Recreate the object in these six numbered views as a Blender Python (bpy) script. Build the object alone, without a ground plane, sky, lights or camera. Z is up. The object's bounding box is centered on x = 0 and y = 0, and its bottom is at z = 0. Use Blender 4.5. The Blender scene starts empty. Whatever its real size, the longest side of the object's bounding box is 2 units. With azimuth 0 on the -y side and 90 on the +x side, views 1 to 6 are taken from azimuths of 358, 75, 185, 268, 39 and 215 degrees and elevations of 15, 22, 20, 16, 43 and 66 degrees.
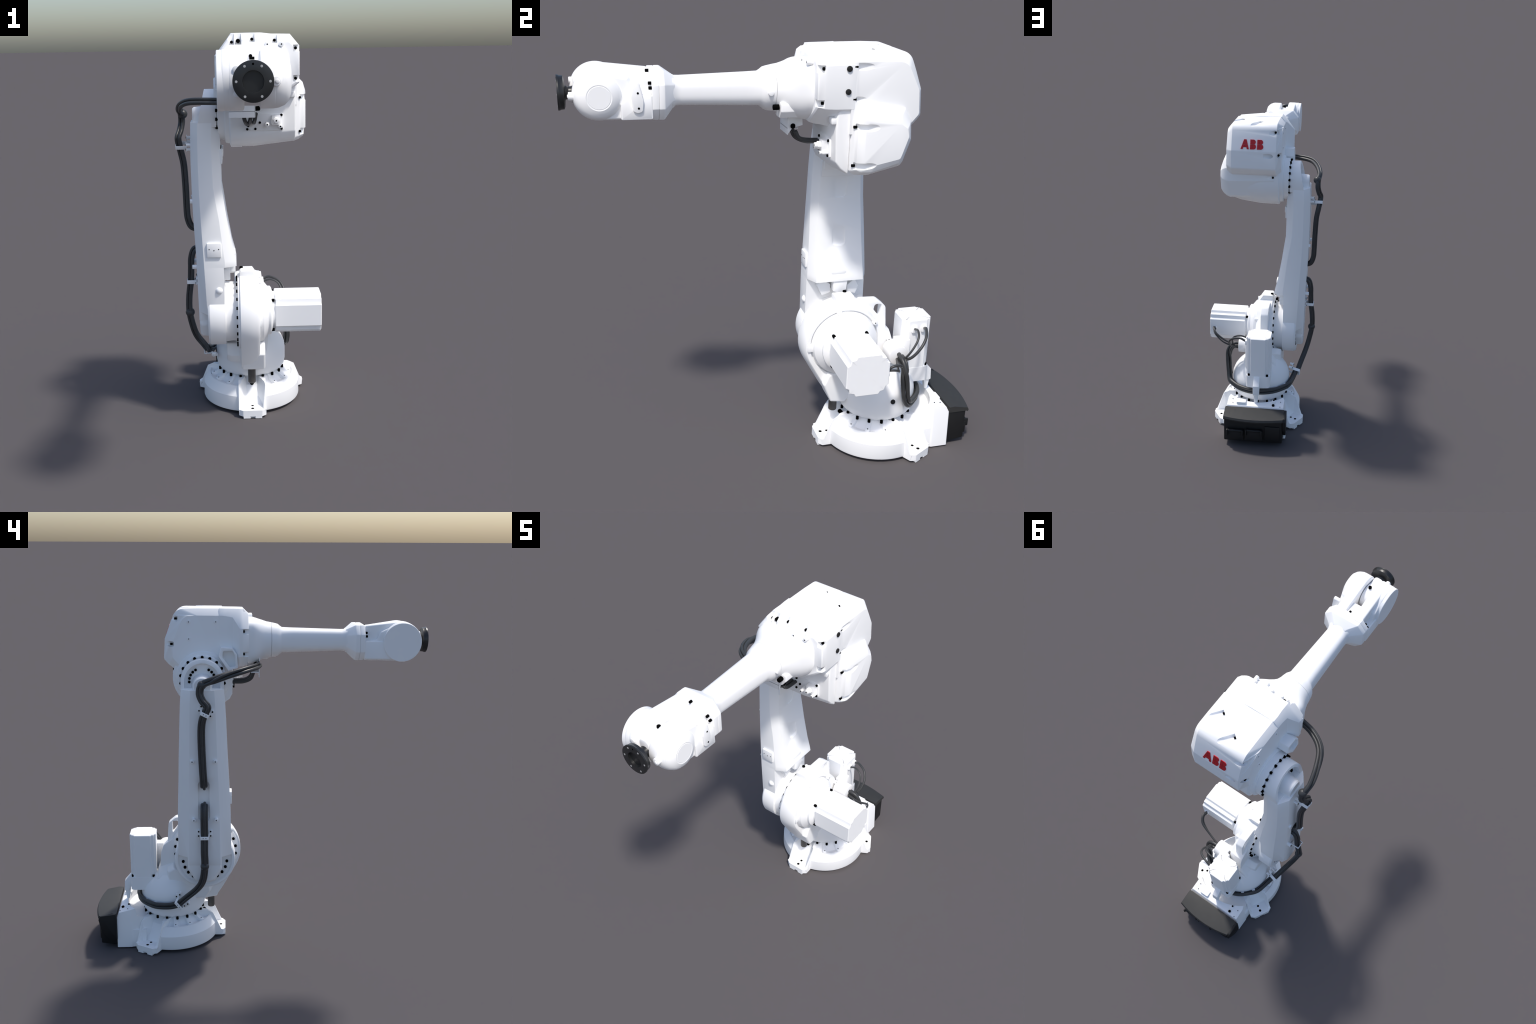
# Six-axis industrial robot arm: white castings, black hose bundle, black rear connector box.
import bpy, bmesh, math, random
from mathutils import Vector, Matrix
random.seed(7)
V = Vector
pi = math.pi

# ------------------------------------------------------------------ key dimensions
X0 = -0.004                 # vertical mid plane of the robot
BY = 0.504                  # swivel axis (joint 1)
J2 = (0.301, 0.5745)        # shoulder axis (y, z)
J3 = (0.301, 1.619)         # elbow axis (y, z)
ZA = 1.819                  # forearm roll axis height
J5Y = -0.812                # wrist bend axis (y)

# ------------------------------------------------------------------ materials
def make_mat(name, col, rough, spec=0.5, var=0.04, scale=14.0, metallic=0.0, bump=0.0, bscale=300.0):
    m = bpy.data.materials.new(name)
    m.use_nodes = True
    nt = m.node_tree
    b = nt.nodes["Principled BSDF"]
    b.inputs["Roughness"].default_value = rough
    b.inputs["Metallic"].default_value = metallic
    b.inputs["Specular IOR Level"].default_value = spec
    tc = nt.nodes.new("ShaderNodeTexCoord")
    nz = nt.nodes.new("ShaderNodeTexNoise")
    nz.inputs["Scale"].default_value = scale
    nz.inputs["Detail"].default_value = 4.0
    nt.links.new(tc.outputs["Object"], nz.inputs["Vector"])
    ramp = nt.nodes.new("ShaderNodeValToRGB")
    ramp.color_ramp.elements[0].position = 0.3
    ramp.color_ramp.elements[1].position = 0.7
    ramp.color_ramp.elements[0].color = [c * (1 - var) for c in col] + [1]
    ramp.color_ramp.elements[1].color = [min(1, c * (1 + var)) for c in col] + [1]
    nt.links.new(nz.outputs["Fac"], ramp.inputs["Fac"])
    nt.links.new(ramp.outputs["Color"], b.inputs["Base Color"])
    if bump > 0:
        n2 = nt.nodes.new("ShaderNodeTexNoise")
        n2.inputs["Scale"].default_value = bscale
        bp = nt.nodes.new("ShaderNodeBump")
        bp.inputs["Strength"].default_value = bump
        bp.inputs["Distance"].default_value = 0.001
        nt.links.new(tc.outputs["Object"], n2.inputs["Vector"])
        nt.links.new(n2.outputs["Fac"], bp.inputs["Height"])
        nt.links.new(bp.outputs["Normal"], b.inputs["Normal"])
    return m

WHITE = make_mat("white_paint", (0.985, 0.985, 0.985), 0.5, 0.25, 0.004)
BLACK = make_mat("black_bolt", (0.003, 0.003, 0.003), 0.8, 0.02, 0.0)
HOSE = make_mat("hose_rubber", (0.045, 0.046, 0.047), 0.42, 0.5, 0.1, 30)
FLANGE = make_mat("dark_anodised_metal", (0.016, 0.017, 0.018), 0.35, 0.5, 0.1, 30)
COVER = make_mat("black_plastic", (0.010, 0.010, 0.0105), 0.55, 0.4, 0.08, 40)
VISOR = make_mat("grey_black_plastic", (0.037, 0.037, 0.036), 0.6, 0.35, 0.05, 40)
STEEL = make_mat("dark_steel", (0.085, 0.078, 0.072), 0.4, 0.5, 0.15, 60)
RED = make_mat("red_paint", (0.52, 0.012, 0.02), 0.45, 0.4, 0.03)
HOLE = make_mat("screw_socket", (0.02, 0.02, 0.02), 0.7, 0.2, 0.0)
HOLE_GREY = make_mat("flat_grey_hole_disc", (0.42, 0.42, 0.42), 0.3, 0.5, 0.02, 30)  # flat grey painted for the lit white wrist glimpsed through the flange holes

# ------------------------------------------------------------------ object plumbing
root = bpy.data.objects.new("industrial_robot_arm", None)
bpy.context.scene.collection.objects.link(root)
root.empty_display_size = 0.1
root.location = (X0, BY, 0)
root["label"] = "white six-axis industrial robot arm with black hoses"
root["category"] = "robot arm"
PART = {}

def link(ob, parent):
    bpy.context.scene.collection.objects.link(ob)
    if parent is not None:
        ob.parent = parent
        # parents are unrotated and unscaled: subtract their world position
        p = parent; off = V((0, 0, 0))
        while p is not None:
            off += p.location; p = p.parent
        ob.location = ob.location - off

def bake_modifiers(ob):
    dg = bpy.context.evaluated_depsgraph_get()
    me = bpy.data.meshes.new_from_object(ob.evaluated_get(dg))
    old = ob.data
    ob.modifiers.clear()
    ob.data = me
    bpy.data.meshes.remove(old)

def bm_to_temp(bm):
    me = bpy.data.meshes.new("tmp")
    bmesh.ops.recalc_face_normals(bm, faces=bm.faces)
    bm.to_mesh(me); bm.free()
    ob = bpy.data.objects.new("tmp", me)
    bpy.context.scene.collection.objects.link(ob)
    return ob

def cut(bm, cutters, op='DIFFERENCE'):
    """boolean of bm with a list of cutter bmeshes -> new bmesh"""
    a = bm_to_temp(bm)
    cs = [bm_to_temp(c) for c in cutters]
    for c in cs:
        md = a.modifiers.new("b", 'BOOLEAN')
        md.operation = op; md.solver = 'EXACT'; md.object = c
    bpy.context.view_layer.update()
    dg = bpy.context.evaluated_depsgraph_get()
    me = bpy.data.meshes.new_from_object(a.evaluated_get(dg))
    out = bmesh.new(); out.from_mesh(me)
    for o in [a] + cs:
        d = o.data
        bpy.data.objects.remove(o); bpy.data.meshes.remove(d)
    bpy.data.meshes.remove(me)
    return out

def part(name, bms, mat, parent=None, bevel=0.0, segs=2, blim=28, smooth=32, kind=None):
    if not isinstance(bms, (list, tuple)):
        bms = [bms]
    bm = bmesh.new()
    for b in bms:
        me = bpy.data.meshes.new("t")
        bmesh.ops.recalc_face_normals(b, faces=b.faces)
        b.to_mesh(me); b.free(); bm.from_mesh(me); bpy.data.meshes.remove(me)
    bmesh.ops.remove_doubles(bm, verts=bm.verts, dist=1e-6)
    lo = V([min(v.co[i] for v in bm.verts) for i in range(3)])
    hi = V([max(v.co[i] for v in bm.verts) for i in range(3)])
    c = (lo + hi) / 2
    bmesh.ops.translate(bm, verts=bm.verts, vec=-c)
    me = bpy.data.meshes.new(name)
    bm.to_mesh(me); bm.free()
    me.materials.append(mat)
    ob = bpy.data.objects.new(name, me)
    ob.location = c
    link(ob, parent)
    if bevel > 0:
        md = ob.modifiers.new("bev", 'BEVEL')
        md.width = bevel; md.segments = segs
        md.limit_method = 'ANGLE'; md.angle_limit = math.radians(blim)
        md.use_clamp_overlap = True
        bpy.context.view_layer.update()
        bake_modifiers(ob)
        ob.data.name = name
        if not ob.data.materials: ob.data.materials.append(mat)
    ob.data.shade_smooth()
    ob.data.set_sharp_from_angle(angle=math.radians(smooth))
    if kind: ob["kind"] = kind
    PART[ob.name] = ob
    return ob

# ------------------------------------------------------------------ shape builders
def fillet(poly, r, n=5):
    """round the corners of a closed 2D polygon; r is a number or a list per corner"""
    out = []
    N = len(poly)
    for i in range(N):
        p = V(poly[i]); a = V(poly[i - 1]); b = V(poly[(i + 1) % N])
        rr = r[i] if isinstance(r, (list, tuple)) else r
        if rr <= 0:
            out.append(p); continue
        da = (a - p); db = (b - p)
        la, lb = da.length, db.length
        da.normalize(); db.normalize()
        ang = da.angle(db)
        if ang > pi - 0.05:
            out.append(p); continue
        t = min(rr / math.tan(ang / 2), 0.48 * la, 0.48 * lb)
        re = t * math.tan(ang / 2)
        c = p + (da + db).normalized() * (re / math.sin(ang / 2))
        s = p + da * t - c; e = p + db * t - c
        sweep = math.atan2(s.x * e.y - s.y * e.x, s.dot(e))
        a0 = math.atan2(s.y, s.x)
        for k in range(n + 1):
            th = a0 + sweep * k / n
            out.append(c + V((math.cos(th), math.sin(th))) * re)
    return out

def arc(c, r, a0, a1, n):
    return [(c[0] + r * math.cos(math.radians(a0 + (a1 - a0) * k / n)),
             c[1] + r * math.sin(math.radians(a0 + (a1 - a0) * k / n))) for k in range(n + 1)]

def put(p, axis, t):
    if axis == 'x': return V((t, p[0], p[1]))
    if axis == 'y': return V((p[0], t, p[1]))
    return V((p[0], p[1], t))

def loft(rings, cap=True):
    bm = bmesh.new()
    vs = [[bm.verts.new(p) for p in r] for r in rings]
    n = len(rings[0])
    for i in range(len(rings) - 1):
        for j in range(n):
            k = (j + 1) % n
            bm.faces.new((vs[i][j], vs[i][k], vs[i + 1][k], vs[i + 1][j]))
    if cap:
        bm.faces.new(vs[0][::-1]); bm.faces.new(vs[-1])
    bmesh.ops.recalc_face_normals(bm, faces=bm.faces)
    return bm

def capped(rings):
    """loft closed with fans around the centres (for star-shaped sections)"""
    bm = loft(rings, cap=False)
    bm.verts.ensure_lookup_table()
    n = len(rings[0])
    for i0, ring in ((0, rings[0]), ((len(rings) - 1) * n, rings[-1])):
        c = bm.verts.new(sum(ring, V((0, 0, 0))) / n)
        bm.verts.ensure_lookup_table()
        for j in range(n):
            bm.faces.new((bm.verts[i0 + j], bm.verts[i0 + (j + 1) % n], c))
    bmesh.ops.recalc_face_normals(bm, faces=bm.faces)
    return bm

def motor_body(sec, c, axis, a, b, e=0.003):
    """prism of a star-shaped section with small chamfers at both ends"""
    def ring(t, d):
        return [put((c[0] + p[0] * (1 - d), c[1] + p[1] * (1 - d)), axis, t) for p in sec]
    return capped([ring(a, 0.03), ring(a + e, 0), ring(b - e, 0), ring(b, 0.03)])

def prism(poly, axis, a, b):
    return loft([[put(p, axis, a) for p in poly], [put(p, axis, b) for p in poly]])

def tapered(poly, axis, stations):
    """stations: (t, scale about centroid-ish centre, (cx, cy))"""
    rings = []
    for t, s, c in stations:
        rings.append([put((c[0] + (p[0] - c[0]) * s, c[1] + (p[1] - c[1]) * s), axis, t) for p in poly])
    return loft(rings)

def box(x0, x1, y0, y1, z0, z1):
    return prism([(x0, y0), (x1, y0), (x1, y1), (x0, y1)], 'z', z0, z1)

def lathe(profile, axis, c, n=48, a0=0.0):
    """profile: (radius, t); radius 0 end points become poles by capping tiny rings"""
    rings = []
    for r, t in profile:
        r = max(r, 1e-4)
        rings.append([put((c[0] + r * math.cos(2 * pi * k / n + a0), c[1] + r * math.sin(2 * pi * k / n + a0)), axis, t) for k in range(n)])
    return loft(rings)

def cyl(p, d, r, h, n=20, r2=None):
    """cylinder from point p along direction d"""
    r2 = r if r2 is None else r2
    d = V(d).normalized(); p = V(p)
    u = d.orthogonal().normalized(); w = d.cross(u)
    return loft([[p + d * t + (u * math.cos(2 * pi * k / n) + w * math.sin(2 * pi * k / n)) * rr for k in range(n)]
                 for t, rr in ((0, r), (h, r2))])

def spline(pts, per=10):
    """Catmull-Rom through 3D points"""
    P = [V(p) for p in pts]
    P = [P[0] * 2 - P[1]] + P + [P[-1] * 2 - P[-2]]
    out = []
    for i in range(1, len(P) - 2):
        a, b, c, d = P[i - 1:i + 3]
        for k in range(per):
            t = k / per
            out.append(0.5 * ((2 * b) + (c - a) * t + (2 * a - 5 * b + 4 * c - d) * t * t + (3 * b - a - 3 * c + d) * t ** 3))
    out.append(P[-2])
    return out

def frames(path):
    T = []
    for i in range(len(path)):
        t = path[min(i + 1, len(path) - 1)] - path[max(i - 1, 0)]
        T.append(t.normalized())
    u = T[0].orthogonal().normalized()
    F = []
    for t in T:
        u = (u - t * u.dot(t)).normalized()
        F.append((t, u, t.cross(u)))
    return F

def tube(path, r, n=12):
    F = frames(path)
    rings = [[p + (u * math.cos(2 * pi * k / n) + w * math.sin(2 * pi * k / n)) * r for k in range(n)]
             for p, (t, u, w) in zip(path, F)]
    return loft(rings)

def sphere(c, r, n=24, m=14):
    return loft([[V(c) + V((r * math.sin(pi * (i + .02) / (m + .04)) * math.cos(2 * pi * k / n),
                            r * math.sin(pi * (i + .02) / (m + .04)) * math.sin(2 * pi * k / n),
                            r * math.cos(pi * (i + .02) / (m + .04)))) for k in range(n)] for i in range(m + 1)])

def move(bm, M):
    bmesh.ops.transform(bm, matrix=M, verts=bm.verts)
    return bm

# shared bolt meshes ------------------------------------------------
_bolt = {}
def bolt_mesh(r, h, mat, n=10):
    key = (round(r, 4), round(h, 4), mat.name, n)
    if key not in _bolt:
        bm = loft([[V((rr * math.cos(2 * pi * (k + .5) / n), rr * math.sin(2 * pi * (k + .5) / n), z)) for k in range(n)]
                   for rr, z in ((r, -h * 0.6), (r, h * 0.86), (r * 0.86, h))])
        me = bpy.data.meshes.new("bolt")
        bm.to_mesh(me); bm.free()
        me.materials.append(mat)
        me.shade_smooth(); me.set_sharp_from_angle(angle=math.radians(40))
        _bolt[key] = me
    return _bolt[key]

def bolt(parent, p, d, r=0.0065, h=0.008, mat=None, name="bolt", n=10):
    ob = bpy.data.objects.new(name, bolt_mesh(r, h, mat or BLACK, n))
    ob.location = V(p)
    ob.rotation_euler = V((0, 0, 1)).rotation_difference(V(d).normalized()).to_euler()
    link(ob, parent)
    return ob

def radial(ang, r, z, c=(X0, BY)):
    a = math.radians(ang)
    return V((c[0] + r * math.cos(a), c[1] + r * math.sin(a), z))

def rotz(bm, ang, c=(X0, BY)):
    M = Matrix.Translation((c[0], c[1], 0)) @ Matrix.Rotation(math.radians(ang), 4, 'Z')
    return move(bm, M)

# ================================================================== BASE
disc = lathe([(0, 0.014), (0.262, 0.014), (0.268, 0.018), (0.270, 0.024), (0.268, 0.100), (0.241, 0.150),
              (0.232, 0.150), (0.226, 0.138), (0.200, 0.136), (0.180, 0.150), (0.150, 0.178), (0, 0.178)], 'z', (X0, BY), 96)
solids = []
cuts = []
for ang in (270, 30, 150):
    # ramp body rising from the foot to the swivel seat, and the foot pad
    ramp = prism([(0.12, 0.012), (0.30, 0.012), (0.305, 0.046), (0.292, 0.05), (0.244, 0.160), (0.210, 0.178), (0.12, 0.178)], 'y', -0.074, 0.074)
    pad = prism(fillet([(0.20, -0.074), (0.300, -0.074), (0.318, -0.052), (0.318, 0.052), (0.300, 0.074), (0.20, 0.074)], [0, .01, .012, .012, .01, 0]), 'z', 0.012, 0.045)
    sole = prism([(0.20, -0.05), (0.318, -0.05), (0.318, -0.015), (0.307, -0.008), (0.307, 0.008), (0.318, 0.015), (0.318, 0.05), (0.20, 0.05)], 'z', 0.0, 0.016)
    solids += [rotz(ramp, ang), rotz(pad, ang), rotz(sole, ang)]
    # scooped channel in the ramp
    def chan(u, zf, zt, wb, wt):
        return [V((u, -wt, zt)), V((u, -wb, zf)), V((u, wb, zf)), V((u, wt, zt))]
    ch = loft([chan(0.345, 0.0452, 0.22, 0.062, 0.085), chan(0.238, 0.0452, 0.22, 0.055, 0.078),
               chan(0.212, 0.085, 0.22, 0.032, 0.068), chan(0.184, 0.138, 0.22, 0.03, 0.058), chan(0.14, 0.165, 0.22, 0.03, 0.055)])
    cuts.append(rotz(ch, ang))
# rear terminal block
blk = fillet([(-0.196, 0.834), (0.188, 0.834), (0.188, 0.748), (0.165, 0.69), (0.120, 0.66), (-0.128, 0.66), (-0.173, 0.69), (-0.196, 0.748)], [.006, .006, .02, .02, .0, .0, .02, .02])
rear = loft([[V((X0 + (p[0] - X0) * 1.05, p[1], 0.006)) for p in blk], [V((p[0], p[1], 0.196 + 0.0 * p[1])) for p in blk],
             [V((X0 + (p[0] - X0) * 0.955, min(p[1], 0.820), 0.222 + (0.834 - p[1]) * 0.22)) for p in blk]])
bmb = disc
bmb = cut(bmb, solids, 'UNION')
bmb = cut(bmb, cuts, 'DIFFERENCE')
rear = cut(rear, [lathe([(0.190, 0.168), (0.240, 0.182), (0.276, 0.196), (0.284, 0.3)], 'z', (X0, BY), 80)])
shoe = loft([[V((X0 + sx * w, y, z)) for sx, y in ((-1, 0.8325), (1, 0.8325), (1, 0.66), (-1, 0.66))] for w, z in ((0.198, 0.0065), (0.193, 0.114))])
base = part("base", [bmb, rear, shoe], WHITE, root, bevel=0.0025, segs=2, blim=35, smooth=24)

# ribs with threaded bosses, on the sloping seat
ribs = []
for k in range(15):
    ang = 90 + 24 * k
    if min(abs((ang - f + 180) % 360 - 180) for f in (270, 30, 150)) < 15:
        continue
    if abs((ang - 90 + 180) % 360 - 180) < 5: continue
    rb = prism([(0.14, 0.10), (0.226, 0.10), (0.226, 0.150), (0.20, 0.156), (0.165, 0.182), (0.14, 0.182)], 'y', -0.011, 0.011)
    ribs.append(rotz(rb, ang))
part("stiffening_rib", ribs, WHITE, base, bevel=0.002)
for k in range(15):
    ang = 90 + 24 * k
    if min(abs((ang - f + 180) % 360 - 180) for f in (270, 30, 150, 90)) < 14: continue
    bolt(base, radial(ang, 0.212, 0.1535), (0, 0, 1), 0.0035, 0.001, HOLE, "threaded_hole")
for k in range(18):
    bolt(base, radial(10 + 20 * k, 0.178, 0.178), (0, 0, 1), 0.0075, 0.010)
for ang in (270, 30, 150):
    for r, s in ((0.290, 0.0085), (0.255, 0.0075)):
        o = bolt(base, radial(ang, r, 0.0448), (0, 0, 1), s, 0.001, BLACK, "mounting_hole", 16)
bolt(base, (X0, 0.319, 0.149), (0, -0.6, 0.8), 0.011, 0.012)
# small fittings on the terminal block
part("terminal_plate", prism(fillet([(0.060, 0.772), (0.120, 0.757), (0.120, 0.812), (0.060, 0.812)], .006), 'z', 0.222, 0.2425), WHITE, base, bevel=0.002)
part("earth_block", box(-0.132, -0.108, 0.758, 0.786, 0.218, 0.245), WHITE, base, bevel=0.002)
bolt(base, (-0.12, 0.767, 0.245), (0, 0, 1), 0.006, 0.005)
bolt(base, (-0.12, 0.803, 0.229), (0, 0.2, 1), 0.009, 0.006)
for x, y in ((0.072, 0.778), (0.100, 0.774), (0.072, 0.795), (0.098, 0.80)):
    bolt(base, (x, y, 0.2425), (0, 0, 1), 0.003, 0.002, WHITE, "screw")
for x, y, z in ((0.145, 0.80, 0.231), (0.15, 0.765, 0.239), (-0.165, 0.815, 0.228), (-0.165, 0.77, 0.238)):
    bolt(base, (x, y, z), (0, 0, 1), 0.003, 0.001, HOLE, "threaded_hole")

# black connector box behind the base
cb = [prism([(0.833, 0.016), (0.930, 0.028), (0.930, 0.196), (0.833, 0.196)], 'x', -0.192, 0.183)]
connector_cover = part("connector_cover", cb, COVER, base, bevel=0.006)
def lip(x):           # bowed rear lip of the visor
    t = (x + 0.004) / 0.19
    return 0.943 + 0.026 * (1 - t * t)
n = 16
xs = [-0.196 + 0.383 * k / n for k in range(n + 1)]
vis = []
vb = bmesh.new()
rows = []
for x in xs:
    e = lip(x)
    rows.append([vb.verts.new(p) for p in (V((x, 0.835, 0.190)), V((x, 0.835, 0.221)), V((x, 0.862, 0.223)), V((x, e - 0.006, 0.208)), V((x, e, 0.196)), V((x, e - 0.004, 0.186)), V((x, e - 0.012, 0.190)))])
for i in range(n):
    for j in range(7):
        k = (j + 1) % 7
        vb.faces.new((rows[i][j], rows[i][k], rows[i + 1][k], rows[i + 1][j]))
vb.faces.new(rows[0]); vb.faces.new(rows[-1][::-1])
part("visor", vb, VISOR, base, smooth=20)
part("visor_end_plate", [prism(fillet([(0.835, 0.06), (0.88, 0.06), (0.925, 0.12), (0.94, 0.19), (0.93, 0.212), (0.835, 0.224)], .01), 'x', -0.212, -0.193)], COVER, base, bevel=0.003)
for x0, x1, zz in ((0.052, 0.168, 0.112), (-0.068, 0.048, 0.118)):
    part("socket_housing", [box(x0, x1, 0.925, 0.948, 0.045, zz)], COVER, base, bevel=0.005)
    part("socket_latch", [cyl((x0 + 0.012, 0.948, zz + 0.002), (1, 0, 0), 0.009, x1 - x0 - 0.024, 14),
                          box(x0 + 0.004, x0 + 0.014, 0.935, 0.962, zz - 0.03, zz + 0.012),
                          box(x1 - 0.014, x1 - 0.004, 0.935, 0.962, zz - 0.03, zz + 0.012)], COVER, base, bevel=0.003)
part("socket_hood", [box(-0.178, -0.078, 0.925, 0.938, 0.05, 0.15)], COVER, base, bevel=0.006)

# ================================================================== TURRET (swivel)
col = lathe([(0, 0.186), (0.172, 0.186), (0.178, 0.192), (0.188, 0.208), (0.193, 0.232), (0.193, 0.295), (0.189, 0.322),
             (0.174, 0.358), (0.150, 0.392), (0.115, 0.425), (0.06, 0.445), (0, 0.447)], 'z', (X0, BY), 72)
# shoulder web: one heavy plate in the y-z plane
out = arc(J2, 0.210, 62, 209, 26)
out = out + [(0.197, 0.332), (0.240, 0.268), (0.290, 0.262), (0.36, 0.215), (0.57, 0.25), (0.576, 0.45), (0.569, 0.555), (0.553, 0.60), (0.50, 0.64), (0.44, 0.72)]
def web_ring(x, s):
    return [put((J2[0] + (p[0] - J2[0]) * s, J2[1] + (p[1] - J2[1]) * s), 'x', x) for p in out]
web = loft([web_ring(-0.060, 1.0), web_ring(-0.01, 0.995), web_ring(0.025, 0.965), web_ring(0.040, 0.925)])
web = cut(web, [lathe([(0.174, 0.028), (0.176, 0.2)], 'x', J2, 72)])
handle = prism(fillet([(0.37, 0.70), (0.385, 0.776), (0.476, 0.772), (0.520, 0.735), (0.530, 0.60), (0.47, 0.60)], [0, .01, .03, .03, .01, 0]), 'x', -0.046, 0.004)
ear = prism(fillet([(0.462, 0.752), (0.457, 0.722), (0.497, 0.672), (0.498, 0.748)], [.014, .01, .003, .008]), 'x', -0.1, 0.1)
handle = cut(handle, [ear])
turret = part("turret", [web, handle], WHITE, root, bevel=0.005, segs=3, blim=35)
part("swivel_column", [col], WHITE, turret, smooth=40)
# rounded belly below the shoulder web, flaring into the column
belly = loft([[put((0.42 + (p[0] - 0.42) * s + dy, 0.40 + (p[1] - 0.40) * s + dz), 'x', x) for p in fillet([(0.20, 0.48), (0.225, 0.33), (0.27, 0.275), (0.50, 0.27), (0.60, 0.33), (0.60, 0.47), (0.50, 0.50), (0.25, 0.50)], .03)]
              for x, s, dy, dz in ((-0.112, 0.52, 0.08, -0.03), (-0.092, 0.72, 0.04, -0.02), (-0.055, 0.93, 0, 0), (0.03, 0.95, 0, 0), (0.075, 0.72, 0.03, -0.01), (0.09, 0.55, 0.06, -0.02))])
part("column_shoulder", [belly], WHITE, turret, bevel=0.012, segs=3, smooth=45)
for a in (128, 150):
    tab = prism(fillet([(0.17, -0.016), (0.212, -0.006), (0.212, 0.006), (0.17, 0.016)], .004), 'z', 0.276, 0.283)
    part("hose_tab", [rotz(tab, a)], WHITE, turret, bevel=0.001)
    bolt(turret, radial(a, 0.203, 0.283), (0, 0, 1), 0.0025, 0.0008, HOLE, "threaded_hole")
pillar = fillet([(0.272, 0.40), (0.265, 0.33), (0.30, 0.28), (0.45, 0.28), (0.53, 0.36), (0.535, 0.465), (0.495, 0.49), (0.44, 0.45), (0.36, 0.405)], .01)
part("shoulder_pillar", [loft([[put((0.40 + (p[0] - 0.40) * k, 0.38 + (p[1] - 0.38) * k), 'x', x) for p in pillar] for x, k in ((-0.136, 0.90), (-0.115, 0.97), (-0.05, 1.0))])], WHITE, turret, bevel=0.006, segs=3)
# front skirt above the damper
part("damper_seat", [prism(fillet([(0.236, 0.262), (0.31, 0.25), (0.36, 0.30), (0.33, 0.42), (0.22, 0.42), (0.195, 0.36)], .012), 'x', -0.059, 0.068)], WHITE, turret, bevel=0.02, segs=4)
part("damper", [lathe([(0, 0.174), (0.018, 0.174), (0.021, 0.178), (0.021, 0.262), (0.034, 0.264), (0.034, 0.275), (0, 0.275)], 'z', (X0, 0.273), 28)], STEEL, turret, bevel=0.001)
# gearbox ring on the arm side, with bolts
part("shoulder_gear", [lathe([(0, -0.142), (0.158, -0.142), (0.160, -0.130), (0.156, -0.066), (0.0, -0.062)], 'x', J2, 72)], WHITE, turret)
part("shoulder_ring", [lathe([(0.0, -0.072), (0.196, -0.072), (0.20, -0.068), (0.20, -0.05), (0, -0.05)], 'x', J2, 72)], WHITE, turret, bevel=0.002)
for k in range(24):
    a = math.radians(7.5 + 15 * k)
    bolt(turret, (-0.072, J2[0] + 0.181 * math.cos(a), J2[1] + 0.181 * math.sin(a)), (-1, 0, 0), 0.0085, 0.008)
# motor side: round cover in its recess, carrying the motor
part("gear_cover", [lathe([(0, 0.015), (0.168, 0.015), (0.167, 0.042), (0.161, 0.062), (0.146, 0.074), (0.126, 0.090), (0.0, 0.092)], 'x', J2, 64)], WHITE, turret)
part("cover_lug", [box(0.02, 0.052, 0.252, 0.276, 0.735, 0.760), box(0.02, 0.048, 0.112, 0.140, 0.545, 0.585),
                   cyl((0.02, 0.452, 0.672), (1, 0, 0), 0.012, 0.032), cyl((0.02, 0.53, 0.575), (1, 0, 0), 0.012, 0.034)], WHITE, turret, bevel=0.003)
bolt(turret, (0.052, 0.452, 0.672), (1, 0, 0), 0.003, 0.001, HOLE, "threaded_hole")
bolt(turret, (0.054, 0.53, 0.575), (1, 0, 0), 0.003, 0.001, HOLE, "threaded_hole")
part("top_plug", [cyl((-0.05, 0.319, 0.77), (0, 0, 1), 0.0095, 0.045, 16)], BLACK, turret, bevel=0.002)
part("top_lug", [prism(fillet([(-0.059, 0.800), (-0.052, 0.808), (0.008, 0.808), (0.030, 0.775), (0.035, 0.74), (-0.059, 0.74)], .006), 'y', 0.255, 0.350)], WHITE, turret, bevel=0.004)

def motor_section(h, c, notch):
    """square with chamfered, stepped corners; h = half width"""
    q = [(h, -c), (h, c), (h - notch * .45, c + notch * .25), (h - notch * .6, c + notch * .9), (c + notch * .9, h - notch * .6), (c + notch * .25, h - notch * .45), (c, h)]
    pts = []
    for k in range(4):
        cs, sn = math.cos(pi / 2 * k), math.sin(pi / 2 * k)
        for x, y in q[1:]:
            pts.append((x * cs - y * sn, x * sn + y * cs))
    return pts

sec = motor_section(0.1035, 0.056, 0.032)
shoulder_motor = part("shoulder_motor", [motor_body(sec, J2, 'x', 0.124, 0.366),
                                         lathe([(0, 0.08), (0.130, 0.08), (0.130, 0.100), (0.122, 0.106), (0.102, 0.112), (0.100, 0.13), (0, 0.13)], 'x', J2, 40)], WHITE, root)
for sy in (-1, 1):
    for sz in (-1, 1):
        bolt(shoulder_motor, (0.106, J2[0] + sy * 0.083, J2[1] + sz * 0.081), (1, 0, 0), 0.0085, 0.014)
part("motor_plug", [box(0.318, 0.346, 0.398, 0.414, 0.56, 0.578), cyl((0.332, 0.408, 0.562), (0, 0.3, -1), 0.008, 0.02)], WHITE, shoulder_motor, bevel=0.002)

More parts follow.
